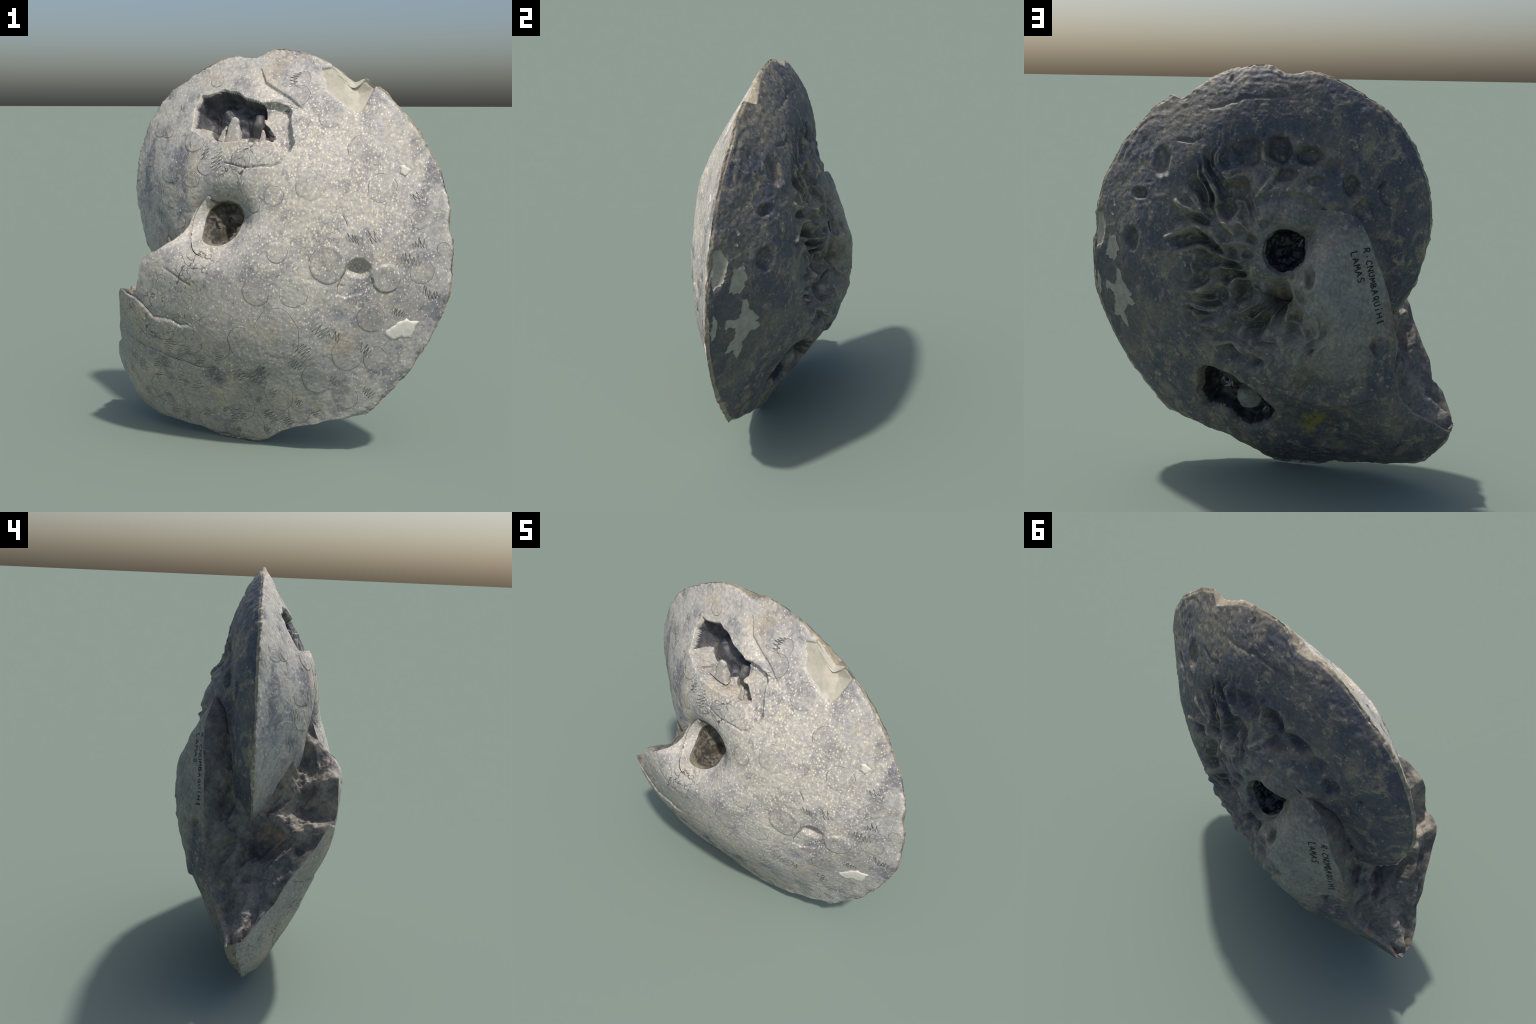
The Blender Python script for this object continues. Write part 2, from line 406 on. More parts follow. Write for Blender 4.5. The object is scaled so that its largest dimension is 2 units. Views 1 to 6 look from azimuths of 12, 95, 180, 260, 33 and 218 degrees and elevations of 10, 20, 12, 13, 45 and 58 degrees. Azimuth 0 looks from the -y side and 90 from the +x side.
# scale-edged swellings of the lower whorl, folded below the fissures
R_.ledge(FRONT_CRACKS[1][0], -.005, .05)
R_.ledge(FRONT_CRACKS[2][0], -.005, .05)
def relax(d, keep, times=2):
    """blunts needle-sharp peaks of a relief"""
    g = d.reshape(n, m)
    for _ in range(times):
        a = np.pad(g, 1, mode="edge")
        g = (4 * g + a[:-2, 1:-1] + a[2:, 1:-1] + a[1:-1, :-2] + a[1:-1, 2:]) / 8
    return np.where(keep, g.ravel(), d)


front = relax(R_.d, fm, 1)

# back face
bm = (fs > 0) & (fu < 1.0)
B_ = Relief(flat, bm & (fp > 40) & (fp < 385), ragged)
q = flat[:, [0, 2]]
worn = np.exp(-(((q[:, 0] + .05) / .20) ** 2 + ((q[:, 1] - .90) / .22) ** 2) ** 1.5)
worn = worn * (1 - smooth(fu, .9, 1.0)) * (1 - smooth(fp, 335, 365)) * (bm & (fp > 120))
lump = fractal(flat, 9, 2, 31)
worn2 = np.exp(-(((q[:, 0] - .09) / .12) ** 2 + ((q[:, 1] - 1.06) / .12) ** 2) ** 1.5) * (bm & (fp > 120) & (fp < 330)) * (1 - smooth(fu, .84, .94))
B_.d -= worn2 * (.050 + .015 * lump)
B_.d -= worn * (.060 + .030 * lump + .012 * np.abs(medium))
# broken septa: sinuous ridges radiating from the hub with rounded hollows between them
phase = (fp + 6 * np.sin(19 * fr_ + fp / 11) + 5 * lump) / 15.5
inner_ridge = np.abs((phase % 1) - .5) * 2
outer_ridge = np.abs(((phase * 2 + .3) % 1) - .5) * 2
crest = np.where(fr_ < .40, inner_ridge, np.maximum(inner_ridge, outer_ridge * smooth(fr_, .38, .42)))
band = np.exp(-(np.abs(fr_ - .36 - .04 * np.sin(np.radians(fp * 3))) / .165) ** 4) * smooth(fp, 135, 168) * (1 - smooth(fp, 315, 345)) * bm
cell = .55 + .75 * np.clip(fractal(flat, 6, 1, 91) + .3, 0, 1)
tear = 1 + .5 * medium
B_.d -= band * (.058 * cell * (1 - smooth(crest, .45, .95)) - .016) * tear
B_.d += band * .004 * np.exp(-((1 - crest) / .16) ** 2)
arc = np.exp(-(((fp - 110) / 55) ** 4)) * np.exp(-((fr_ - .40) / .12) ** 4) * bm
B_.d -= arc * (.002 + .012 * lump)
for x_, z_, rx_, rz_, dep in PITS:
    B_.pit(x_, z_, rx_ * 1.12, rz_ * 1.12, dep * 1.15, 5, .05)
crest_line = band * np.exp(-((1 - crest) / .13) ** 2) * (.7 + .5 * medium)
for pts, h_ in RIDGES:
    B_.line(pts, -h_ * 1.25, .016, .2)
    B_.line(pts, .008, .04, .15)
    k_ = B_.near(pts, .05)
    crest_line[k_] = np.maximum(crest_line[k_], np.exp(-(polygon_distance(flat[k_][:, [0, 2]], pts, False) / .013) ** 2))
wander = np.random.default_rng(12)
for _ in range(26):                                                  # small bore holes and dimples on the outer flank
    ph_, rr_ = wander.uniform(95, 300), wander.uniform(.52, .95)
    a_ = math.radians(ENTRY - ph_)
    B_.pit(CENTRE[0] + rr_ * math.cos(a_), CENTRE[1] + rr_ * math.sin(a_), wander.uniform(.006, .018), wander.uniform(.006, .018), wander.uniform(.004, .010), 3, .1)
B_.pit(.14, .42, .24, .17, .020, 2.2, 0)
i, sd = B_.area(CAVE, .085, .034, .003)
qq = flat[i][:, [0, 2]]
B_.d[i] -= smooth(-sd, 0, .04) * (.03 * lump[i] + .006 * np.abs(ragged[i]))
B_.ledge(COLLAR, .020, .05)
B_.ledge(SHELF, .018, .06)
B_.area(OCHRE, .018, .03, .01)
for pts, depth in BACK_CRACKS:
    B_.line(pts, depth, .007)
B_.area(RIM_CHIP, .010, .02, .004)
B_.disc(-.575, 1.435, .045, .055, .012)
B_.pit(-.615, 1.15, .05, .09, .03, 2)
B_.d += bm * (fp < 330) * .0032 * np.maximum(fractal(flat * np.array([1, 1, 1.6]), 22, 3, 41), 0)
L_ = Relief(flat, bm & (fp > 300), ragged)
L_.area([(-.525, .775), (-.58, .80), (-.56, .77), (-.555, .74), (-.565, .70)], .03, .01, .003)
L_.disc(-.46, .945, .06, .07, .003)
L_.pit(-.415, .948, .014, .02, .015)
L_.line([(-.50, .86), (-.55, .845), (-.60, .85)], .006, .01, .8)
L_.d += (bm & (fp > 300)) * .006 * lump * smooth(fp, 320, 350)
B_.d *= 1 - smooth(fp, 350, 384)
back = relax(relax(B_.d + L_.d, bm, 3), bm & (band > .1), 8)

# umbilical holes: rubble inside
hole = fu >= 1.0
rub = hole * smooth(fu, 1.02, 1.2)
D += rub * (.045 * fractal(flat, 17, 3, 51) * (fs < 0) + .010 * fractal(flat, 26, 3, 57) * (fs > 0))
D += front + back
# nibbled keel
nib = np.exp(-(fu / .016) ** 2)
D += nib * (.0028 * ragged + .002 * grain) + np.exp(-(fu / .05) ** 2) * .002 * medium + nib * .006 * np.minimum(fractal(flat, 9, 2, 83), 0)
lip_fade = np.ones(len(D))
P = flat + N0.reshape(-1, 3) * (D * lip_fade)[:, None]
P = P.reshape(n, m, 3)
# sides meet in single rows: weld ends of the pole
NV = grid_normals(P)
NV *= np.sign((NV * N0).sum(-1).mean())


def sample(side, X, Z, lobe=False, off=0.0):
    """point and normal of the finished surface above keel-plane place (X, Z)"""
    X, Z = np.asarray(X, float), np.asarray(Z, float)
    ph = (ENTRY - np.degrees(np.arctan2(Z - CENTRE[1], X - CENTRE[0]))) % 360
    ph = np.where(lobe & (ph < 150), ph + 360, ph)
    rr = np.hypot(X - CENTRE[0], Z - CENTRE[1])
    R0 = unbroken_radius(ph)
    uu = np.clip((R0 - rr) / (R0 - LIP), 0, 1)
    cols = U[0, KEEL:KEEL + FLANK_ROWS]
    c = np.interp(uu, cols, np.arange(FLANK_ROWS))
    ends = phi[-1, KEEL:KEEL + FLANK_ROWS] if side > 0 else phi[-1, KEEL - FLANK_ROWS + 1:KEEL + 1][::-1]
    end = np.interp(c, np.arange(FLANK_ROWS), ends)
    row = np.clip((ph - FIRST) / (end - FIRST), 0, 1) * (n - 1)
    col = np.clip(KEEL + side * c, 0, m - 1.001)
    row = np.clip(row, 0, n - 1.001)
    a, b = row.astype(int), col.astype(int)
    fa, fb = (row - a)[:, None], (col - b)[:, None]

    def mix(G):
        return (G[a, b] * (1 - fa) + G[a + 1, b] * fa) * (1 - fb) + (G[a, b + 1] * (1 - fa) + G[a + 1, b + 1] * fa) * fb
    nn = mix(NV)
    nn /= np.linalg.norm(nn, axis=1, keepdims=True)
    return mix(P) + nn * off, nn


# ---------------------------------------------------------------- materials
class Nodes:
    def __init__(self, name):
        self.mat = bpy.data.materials.new(name)
        self.mat.use_nodes = True
        self.t = self.mat.node_tree
        self.bsdf = self.t.nodes["Principled BSDF"]
        self.co = self.t.nodes.new("ShaderNodeTexCoord").outputs["Object"]

    def link(self, a, b):
        if isinstance(a, (int, float)):
            b.default_value = a
        elif isinstance(a, tuple):
            b.default_value = (*a, 1) if len(a) == 3 and len(b.default_value) == 4 else a
        else:
            self.t.links.new(a, b)

    def scaled(self, s, rot=(0, 0, 0), loc=(0, 0, 0)):
        mp = self.t.nodes.new("ShaderNodeMapping")
        self.link(self.co, mp.inputs["Vector"])
        mp.inputs["Scale"].default_value = s
        mp.inputs["Rotation"].default_value = rot
        mp.inputs["Location"].default_value = loc
        return mp.outputs[0]

    def noise(self, scale, detail=4, rough=.55, vec=None, warp=0):
        x = self.t.nodes.new("ShaderNodeTexNoise")
        self.link(vec or self.co, x.inputs["Vector"])
        x.inputs["Scale"].default_value = scale
        x.inputs["Detail"].default_value = detail
        x.inputs["Roughness"].default_value = rough
        x.inputs["Distortion"].default_value = warp
        return x.outputs["Fac"]

    def voronoi(self, scale, feature="F1", rnd=1.0, vec=None):
        x = self.t.nodes.new("ShaderNodeTexVoronoi")
        x.feature = feature
        self.link(vec or self.co, x.inputs["Vector"])
        x.inputs["Scale"].default_value = scale
        x.inputs["Randomness"].default_value = rnd
        return x.outputs["Distance"]

    def step(self, v, lo, hi):
        x = self.t.nodes.new("ShaderNodeMapRange")
        x.interpolation_type = "SMOOTHSTEP"
        self.link(v, x.inputs["Value"])
        x.inputs["From Min"].default_value, x.inputs["From Max"].default_value = min(lo, hi), max(lo, hi)
        if lo > hi:
            x.inputs["To Min"].default_value, x.inputs["To Max"].default_value = 1, 0
        return x.outputs[0]

    def math(self, op, a, b=0.0):
        x = self.t.nodes.new("ShaderNodeMath")
        x.operation = op
        self.link(a, x.inputs[0])
        self.link(b, x.inputs[1])
        return x.outputs[0]

    def mix(self, f, a, b, mode="MIX"):
        x = self.t.nodes.new("ShaderNodeMix")
        x.data_type = "RGBA"
        x.blend_type = mode
        self.link(f, x.inputs["Factor"])
        self.link(a, x.inputs["A"] if False else x.inputs[6])
        self.link(b, x.inputs[7])
        return x.outputs[2]

    def far(self, point, radius, soft, wob=.0):
        """1 near a point, 0 away from it"""
        x = self.t.nodes.new("ShaderNodeVectorMath")
        x.operation = "DISTANCE"
        self.link(self.co, x.inputs[0])
        x.inputs[1].default_value = point
        d = x.outputs["Value"]
        if wob:
            d = self.math("ADD", d, self.math("MULTIPLY", self.math("SUBTRACT", self.noise(7, 4), .5), wob))
        return self.step(d, radius + soft, radius - soft)

    def finish(self, color, rough, bump=None, strength=.4, dist=.004, spec=.35):
        self.link(color, self.bsdf.inputs["Base Color"])
        self.link(rough, self.bsdf.inputs["Roughness"])
        self.bsdf.inputs["Specular IOR Level"].default_value = spec
        if bump is not None:
            b = self.t.nodes.new("ShaderNodeBump")
            b.inputs["Strength"].default_value = strength
            b.inputs["Distance"].default_value = dist
            self.link(bump, b.inputs["Height"])
            self.link(b.outputs[0], self.bsdf.inputs["Normal"])
        return self.mat


def world_of(X, Y, Z):
    return tuple(float(v) for v in to_world(np.array(X), np.array(Y), np.array(Z)))


def pale_stone(disc=False):
    g = Nodes("saddle_stone" if disc else "pale_shell_stone")
    big, mid, fine = g.noise(2.6, 5), g.noise(9, 6, .6), g.noise(55, 5, .65)
    c = g.mix(g.step(big, .35, .65), (.405, .395, .385), (.50, .475, .425))
    c = g.mix(g.math("MULTIPLY", g.step(mid, .47, .66), .85), c, (.262, .258, .270))
    c = g.mix(g.math("MULTIPLY", g.step(g.noise(5, 5, .6, g.scaled((1, 1, 1), loc=(3, 1, 2))), .54, .70), .8), c, (.47, .44, .375))
    # lower whorl near the mouth: duller, olive
    low = g.far(world_of(-.35, -.35, .35), .62, .28, .25)
    c = g.mix(g.math("MULTIPLY", low, .75), c, g.mix(g.step(mid, .4, .62), (.255, .245, .215), (.335, .32, .28)))
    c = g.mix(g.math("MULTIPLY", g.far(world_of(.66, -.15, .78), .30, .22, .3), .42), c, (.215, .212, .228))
    # warm and blue-grey stains
    c = g.mix(g.math("MULTIPLY", g.step(g.noise(4.2, 3, .5, g.scaled((1, 1, 1), loc=(7, 3, 5))), .54, .70), .6), c, (.50, .42, .31))
    c = g.mix(g.math("MULTIPLY", g.step(g.noise(5.5, 5, .65, g.scaled((1, 1, 1), loc=(1, 9, 4))), .52, .66), .8), c, (.165, .168, .198))
    web = g.t.nodes.new("ShaderNodeTexVoronoi")
    web.feature = "DISTANCE_TO_EDGE"
    web.inputs["Scale"].default_value = 15
    shift = g.t.nodes.new("ShaderNodeVectorMath")
    shift.operation = "MULTIPLY_ADD"
    wob = g.t.nodes.new("ShaderNodeTexNoise")
    wob.inputs["Scale"].default_value = 18
    g.link(g.co, wob.inputs["Vector"])
    g.link(wob.outputs["Color"], shift.inputs[0])
    shift.inputs[1].default_value = (.07, .07, .07)
    g.link(g.co, shift.inputs[2])
    g.link(shift.outputs[0], web.inputs["Vector"])
    where_ = g.math("MAXIMUM", g.far(world_of(-.30, -.36, 1.0), .20, .08, .1), g.math("MAXIMUM", g.far(world_of(-.05, -.3, 1.49), .13, .06, .08), g.far(world_of(-.40, -.3, .72), .22, .10, .12)))
    crack = g.math("MULTIPLY", g.step(web.outputs["Distance"], .035, .012), where_)
    c = g.mix(g.math("MULTIPLY", crack, g.step(g.noise(8, 3), .42, .55)), c, (.10, .095, .09))
    if disc:
        c = g.mix(.35, c, (.375, .355, .315))
    # cream flecks, thick over the upper outer flank
    zone = g.math("ADD", g.math("MULTIPLY", g.far(world_of(.38, -.25, 1.35), .55, .4), .095), g.math("MULTIPLY", g.noise(3.5, 4), .17))
    if disc:
        zone = g.math("SUBTRACT", zone, .035)
    fleck = g.noise(85, 5, .7, None, 1.2)
    f1 = g.step(g.math("ADD", fleck, zone), .685, .745)
    spot = g.step(g.math("SUBTRACT", g.voronoi(64, "F1", 1.0, g.scaled((1, 1, .75))), g.math("MULTIPLY", zone, .95)), .15, .05)
    c = g.mix(g.math("MULTIPLY", f1, .7), c, (.64, .57, .44))
    c = g.mix(g.math("MULTIPLY", spot, .8), c, (.76, .70, .56))
    c = g.mix(g.math("MULTIPLY", g.step(g.noise(11, 5, .65, g.scaled((1, 1, 1), loc=(5, 5, 1))), .66, .76), .8), c, (.50, .31, .14))
    # dark grains
    c = g.mix(g.math("MULTIPLY", g.step(g.noise(95, 3, .6, g.scaled((1, 1, 1), loc=(2, 8, 1))), .62, .72), .5), c, (.13, .13, .14))
    c = g.mix(1.0, c, g.mix(g.step(fine, .3, .7), (.80, .80, .80), (1.17, 1.17, 1.17)), "MULTIPLY")
    h = g.math("SUBTRACT", g.math("ADD", g.math("MULTIPLY", fine, .45), g.math("MULTIPLY", g.noise(170, 3), .3)), g.math("MULTIPLY", crack, .6))
    return g.finish(c, .62, h, .16 if disc else .24, .004)


def dark_stone(kind="back"):
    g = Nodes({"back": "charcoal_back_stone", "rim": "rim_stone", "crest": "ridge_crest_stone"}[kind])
    streak = g.noise(11, 6, .65, g.scaled((1.0, 1, .7), (0, .5, 0)), .6)
    big, mid, fine = g.noise(3.1, 5), g.noise(14, 6, .65), g.noise(60, 5, .65)
    c = g.mix(g.step(big, .38, .62), (.074, .080, .100), (.142, .136, .122))
    c = g.mix(g.math("MULTIPLY", g.step(streak, .47, .66), .85), c, (.225, .196, .145))
    c = g.mix(g.math("MULTIPLY", g.step(mid, .55, .72), .6), c, (.085, .085, .108))
    # worn middle: grey green; lobe beside the mouth: pale grey green
    worn = g.far(world_of(.02, .25, 1.08), .36, .13, .22)
    c = g.mix(g.math("MULTIPLY", worn, .8), c, g.mix(g.step(mid, .38, .66), (.105, .108, .098), (.215, .212, .182)))
    lobe = g.math("MAXIMUM", g.far(world_of(-.40, .28, 1.05), .23, .05, .12), g.far(world_of(-.38, .30, .84), .19, .09, .22))
    c = g.mix(g.math("MULTIPLY", lobe, .9), c, g.mix(g.step(mid, .34, .70), (.205, .205, .18), (.285, .28, .24)))
    c = g.mix(g.math("MULTIPLY", g.math("MULTIPLY", lobe, g.step(g.noise(5, 5, .65, g.scaled((1, 1, 1), loc=(6, 2, 2))), .52, .66)), .6), c, (.17, .135, .095))
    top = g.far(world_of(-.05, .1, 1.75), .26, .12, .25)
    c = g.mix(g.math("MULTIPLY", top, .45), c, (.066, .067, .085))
    # tan rind and pale flecks
    c = g.mix(g.math("MULTIPLY", g.step(g.noise(20, 6, .7), .545, .66), .75), c, (.33, .285, .20))
    c = g.mix(g.step(g.noise(58, 4, .65), .625, .70), c, (.40, .37, .28))
    c = g.mix(g.math("MULTIPLY", g.step(g.noise(17, 4, .6, g.scaled((1, 1, 1), loc=(5, 5, 1))), .71, .79), .8), c, (.35, .18, .065))
    c = g.mix(g.math("MULTIPLY", g.far(world_of(.74, -.02, .85), .28, .14, .2), .6), c, (.062, .065, .078))
    rust = g.far(world_of(-.12, .30, .96), .05, .03, .06)
    c = g.mix(g.math("MULTIPLY", rust, .7), c, (.22, .14, .07))
    # yellow mineral stain under the shelf
    och = g.far(world_of(-.27, .15, .36), .10, .05, .16)
    c = g.mix(g.math("MULTIPLY", och, g.step(mid, .42, .56)), c, (.235, .19, .055))
    c = g.mix(1.0, c, g.mix(g.step(fine, .3, .7), (.76, .76, .76), (1.22, 1.22, 1.22)), "MULTIPLY")
    if kind == "crest":
        c = g.mix(g.step(g.noise(24, 5, .65), .36, .60), c, g.mix(g.step(mid, .4, .6), (.23, .215, .17), (.31, .27, .195)))
    if kind == "rim":
        c = g.mix(g.step(g.noise(16, 5, .65, g.scaled((1, 1, 1), loc=(4, 2, 2))), .30, .55), c, (.29, .25, .18))
        c = g.mix(g.step(g.noise(30, 4), .54, .66), c, (.47, .415, .31))
    h = g.math("ADD", g.math("MULTIPLY", mid, .5), g.math("MULTIPLY", fine, .5))
    return g.finish(c, .56, h, .36, .006)


def rubble(name, a, b, tan, rough=.55):
    g = Nodes(name)
    mid, fine = g.noise(10, 6, .65, None, .5), g.noise(50, 5, .65)
    c = g.mix(g.step(mid, .35, .65), a, b)
    c = g.mix(g.math("MULTIPLY", g.step(g.noise(7, 5, .6, g.scaled((1, 1, 1), loc=(3, 3, 3))), .55, .70), .8), c, tan)
    c = g.mix(g.math("MULTIPLY", g.step(g.noise(6, 4, .6, g.scaled((1, 1, 1), loc=(8, 1, 6))), .66, .75), .8), c, (.32, .15, .05))
    c = g.mix(1.0, c, g.mix(g.step(fine, .3, .7), (.75, .75, .75), (1.25, 1.25, 1.25)), "MULTIPLY")
    return g.finish(c, rough, g.math("ADD", mid, fine), .5, .006)


def chip(name, a, b, scale=18, rough=.6):
    g = Nodes(name)
    c = g.mix(g.step(g.noise(scale, 5), .35, .65), a, b)
    c = g.mix(g.math("MULTIPLY", g.step(g.noise(90, 3), .6, .75), .5), c, tuple(v * .6 for v in a))
    return g.finish(c, rough, g.noise(120, 3), .2, .003)


pale = pale_stone()
saddle = pale_stone(True)
dark = dark_stone("back")
rim = dark_stone("rim")
crest_stone = dark_stone("crest")
def mouth_stone():
    g = Nodes("mouth_rubble")
    mid, fine, patch = g.noise(10, 6, .65, None, .5), g.noise(50, 5, .65), g.noise(5.5, 5, .65, g.scaled((1, 1, 1), loc=(3, 3, 3)))
    c = g.mix(g.step(mid, .35, .65), (.085, .083, .085), (.175, .162, .142))
    lip = g.far(world_of(-.56, -.30, .93), .20, .10, .2)
    c = g.mix(g.math("MULTIPLY", lip, .8), c, g.mix(g.step(mid, .38, .62), (.15, .135, .118), (.33, .29, .23)))
    foot = g.far(world_of(-.80, .12, .38), .22, .12, .2)
    c = g.mix(g.math("MULTIPLY", foot, .75), c, g.mix(g.step(mid, .38, .62), (.15, .145, .135), (.29, .262, .215)))
    c = g.mix(g.math("MULTIPLY", g.step(patch, .54, .68), .75), c, (.30, .255, .185))
    c = g.mix(g.math("MULTIPLY", g.math("MULTIPLY", g.far(world_of(-.64, -.08, .74), .05, .05, .12), g.step(mid, .42, .58)), .8), c, (.36, .17, .06))
    c = g.mix(g.math("MULTIPLY", g.step(g.noise(6, 4, .6, g.scaled((1, 1, 1), loc=(8, 1, 6))), .64, .74), .8), c, (.33, .19, .08))
    c = g.mix(1.0, c, g.mix(g.step(fine, .3, .7), (.75, .75, .75), (1.25, 1.25, 1.25)), "MULTIPLY")
    return g.finish(c, .55, g.math("ADD", mid, fine), .45, .006)


mouth = mouth_stone()
pit_rock = rubble("hole_rubble", (.06, .058, .052), (.17, .15, .11), (.30, .26, .16))
void_rock = rubble("cavity_rock", (.045, .047, .056), (.095, .097, .105), (.15, .14, .125), .45)
black_rock = chip("black_crystal_lining", (.012, .012, .014), (.035, .035, .038), 25, .22)
chip_white = chip("white_chip", (.60, .57, .50), (.68, .66, .60))
chip_tan = chip("fresh_flake", (.40, .375, .31), (.49, .455, .37), 12)
chip_grey = chip("grey_shell_plate", (.285, .275, .23), (.36, .345, .285), 30)
line_dark = chip("suture_dark", (.085, .083, .08), (.15, .145, .135))
line_cream = chip("suture_cream", (.50, .45, .35), (.60, .55, .43))
ink = chip("black_ink", (.010, .011, .014), (.018, .019, .022), 40, .5)
glint = chip("crystal", (.30, .31, .32), (.45, .45, .45), 30, .1)

# ---------------------------------------------------------------- objects
root = bpy.data.objects.new("ammonite_fossil", None)
bpy.context.scene.collection.objects.link(root)
root["label"] = "grey coiled ammonite fossil with keeled rim and broken aperture"
root["category"] = "ammonite fossil"


def piece(name, faces, V, NN, mat, parent=root):
    """part cut out of a larger surface; keeps the whole surface's normals"""
    used = np.unique(faces)
    back_to = np.full(len(V), -1)
    back_to[used] = np.arange(len(used))
    ob = make_mesh(name, V[used], back_to[faces], mat, parent)
    W = to_world(NN[used][:, 0], NN[used][:, 1], NN[used][:, 2]) - np.array([0, OFFSET, 0])
    ob.data.normals_split_custom_set_from_vertices(W.astype(np.float32).tolist())
    return ob


faces = grid_faces(n, m)
V, VN = P.reshape(-1, 3), NV.reshape(-1, 3)
quad_normal = np.cross(V[faces[:, 2]] - V[faces[:, 0]], V[faces[:, 3]] - V[faces[:, 1]])
if (quad_normal * VN[faces[:, 0]]).sum() < 0:
    faces = faces[:, ::-1].copy()
fc = faces.min(1) % m                       # column of the face
fcen = V[faces].mean(1)
fphi = fp[faces[:, 0]]
uq = U[0]
kw = int(np.searchsorted(uq[KEEL:KEEL + FLANK_ROWS], .016))
is_rim = (fc >= KEEL - 2) & (fc < KEEL + kw)
is_front_hole = fc < WALL_ROWS
is_back_hole = fc >= KEEL + FLANK_ROWS - 1
is_front = ~is_front_hole & (fc < KEEL - 2)
is_back = (fc >= KEEL + kw) & ~is_back_hole
wig = .006 * ragged[faces[:, 0]]
cxz = fcen[:, [0, 2]]


def inside(poly, mask, grow=0.0):
    out = np.zeros(len(faces), bool)
    p = np.asarray(poly)
    box = np.nonzero(mask & np.all((cxz > p.min(0) - .08) & (cxz < p.max(0) + .08), 1))[0]
    out[box] = polygon_distance(cxz[box], poly) + wig[box] < grow
    return out


base_front = is_front & (fphi > 40)
win = inside(WINDOW, base_front, -.004)
flake = inside(FLAKE, base_front | (is_rim & (fc < KEEL)), .0)
cave = inside(CAVE, is_back & (fphi < 345), -.012)
lobe = is_back & (fphi > 345)
disc = np.zeros(len(faces), bool)
for x_, z_, rx_, rz_ in RINGS:
    near_ = base_front & (np.abs(cxz[:, 0] - x_) < rx_) & (np.abs(cxz[:, 1] - z_) < rz_)
    disc |= near_ & (((cxz[:, 0] - x_) / rx_) ** 2 + ((cxz[:, 1] - z_) / rz_) ** 2 < .97)
disc &= ~win & ~flake
piece("front_flank", faces[is_front & ~win & ~flake & ~disc], V, VN, pale)
piece("suture_saddle", faces[disc], V, VN, saddle)["kind"] = "stuff"
piece("flake_scar", faces[flake], V, VN, chip_tan)
win_ob = piece("chamber_window", faces[win], V, VN, void_rock)
piece("keel_rim", faces[is_rim & ~flake], V, VN, rim)
crested = is_back & ~cave & ~lobe & (crest_line[faces].mean(1) + .15 * ragged[faces[:, 0]] > .5)
back_ob = piece("back_flank", faces[is_back & ~cave & ~lobe & ~crested], V, VN, dark)
piece("septum_ridge", faces[crested], V, VN, crest_stone)["kind"] = "stuff"
piece("body_chamber_lobe", faces[lobe], V, VN, dark)
cave_ob = piece("crystal_cavity", faces[cave], V, VN, black_rock)
piece("front_umbilicus", faces[is_front_hole], V, VN, pit_rock)
hole_ob = piece("back_umbilicus", faces[is_back_hole & (fc >= KEEL + FLANK_ROWS + 6)], V, VN, black_rock)
piece("umbilical_lip", faces[is_back_hole & (fc < KEEL + FLANK_ROWS + 6)], V, VN, dark)

# aperture fill: a sheet between the two broken edges, hollowed back into the body chamber
F, B = P[-1, :KEEL + 1][::-1], P[-1, KEEL:]
f_phi, b_phi = phi[-1, :KEEL + 1][::-1], phi[-1, KEEL:]
def radii(E):
    return np.hypot(E[:, 0] - CENTRE[0], E[:, 2] - CENTRE[1])
def angles(E, ref):
    a = ENTRY - np.degrees(np.arctan2(E[:, 2] - CENTRE[1], E[:, 0] - CENTRE[0]))
    return a + 360 * np.round((ref - a) / 360)
Q = 200
q = np.linspace(0, 1, Q)[None, :]
cp = angles(F, f_phi)[:, None] * (1 - q) + angles(B, b_phi)[:, None] * q
cr = radii(F)[:, None] * (1 - q) + radii(B)[:, None] * q
cy = F[:, 1:2] * (1 - q) + B[:, 1:2] * q
bump = np.sin(np.pi * q) ** .7
hollow = .015 * smooth(cr, .2, .5) + .085 * np.exp(-((cr - .655) / .06) ** 2) * np.exp(-((q - .5) / .28) ** 4) + .025 * np.exp(-((q - .72) / .18) ** 2) * smooth(cr, .64, .76) * (1 - smooth(cr, .98, 1.14))
hollow = hollow + .13 * np.exp(-((q - .22) / .2) ** 2) * smooth(cr, .15, .3) * (1 - smooth(cr, .5, .62))
groove = .065 * np.exp(-((q - .82) / .10) ** 2) * smooth(cr, .15, .3) * (1 - smooth(cr, .55, .72))
pit_ = .05 * np.exp(-((cr - .70) / .05) ** 2 - ((q - .5) / .09) ** 2)
C = polar(cp, cr, cy)
cf = C.reshape(-1, 3)
folds = fractal(np.stack([cf[:, 1] * 1.0 + cf[:, 2] * .8, cf[:, 1] * .3 - cf[:, 2] * .3, cf[:, 0]], -1), 9, 3, 71)
knobs = fractal(cf, 22, 3, 77)
rel = (.022 * (1 - np.abs(folds) * 1.6) + .022 * np.sin(2 * np.pi * (1.9 * q + 1.1 * cr) + 1.5 * folds.reshape(cp.shape)).ravel() + .008 * knobs + .003 * fractal(cf, 70, 2, 79)).reshape(cp.shape)
cp = cp - np.degrees((hollow * bump + groove + pit_ - rel * np.clip(bump * 1.3, 0, 1)) / np.maximum(cr, .15))
C = polar(cp, cr, cy)
C[:, 0], C[:, -1] = F, B
cfaces = grid_faces(*cp.shape)
make_mesh("aperture_fill", C.reshape(-1, 3), cfaces, mouth, root)


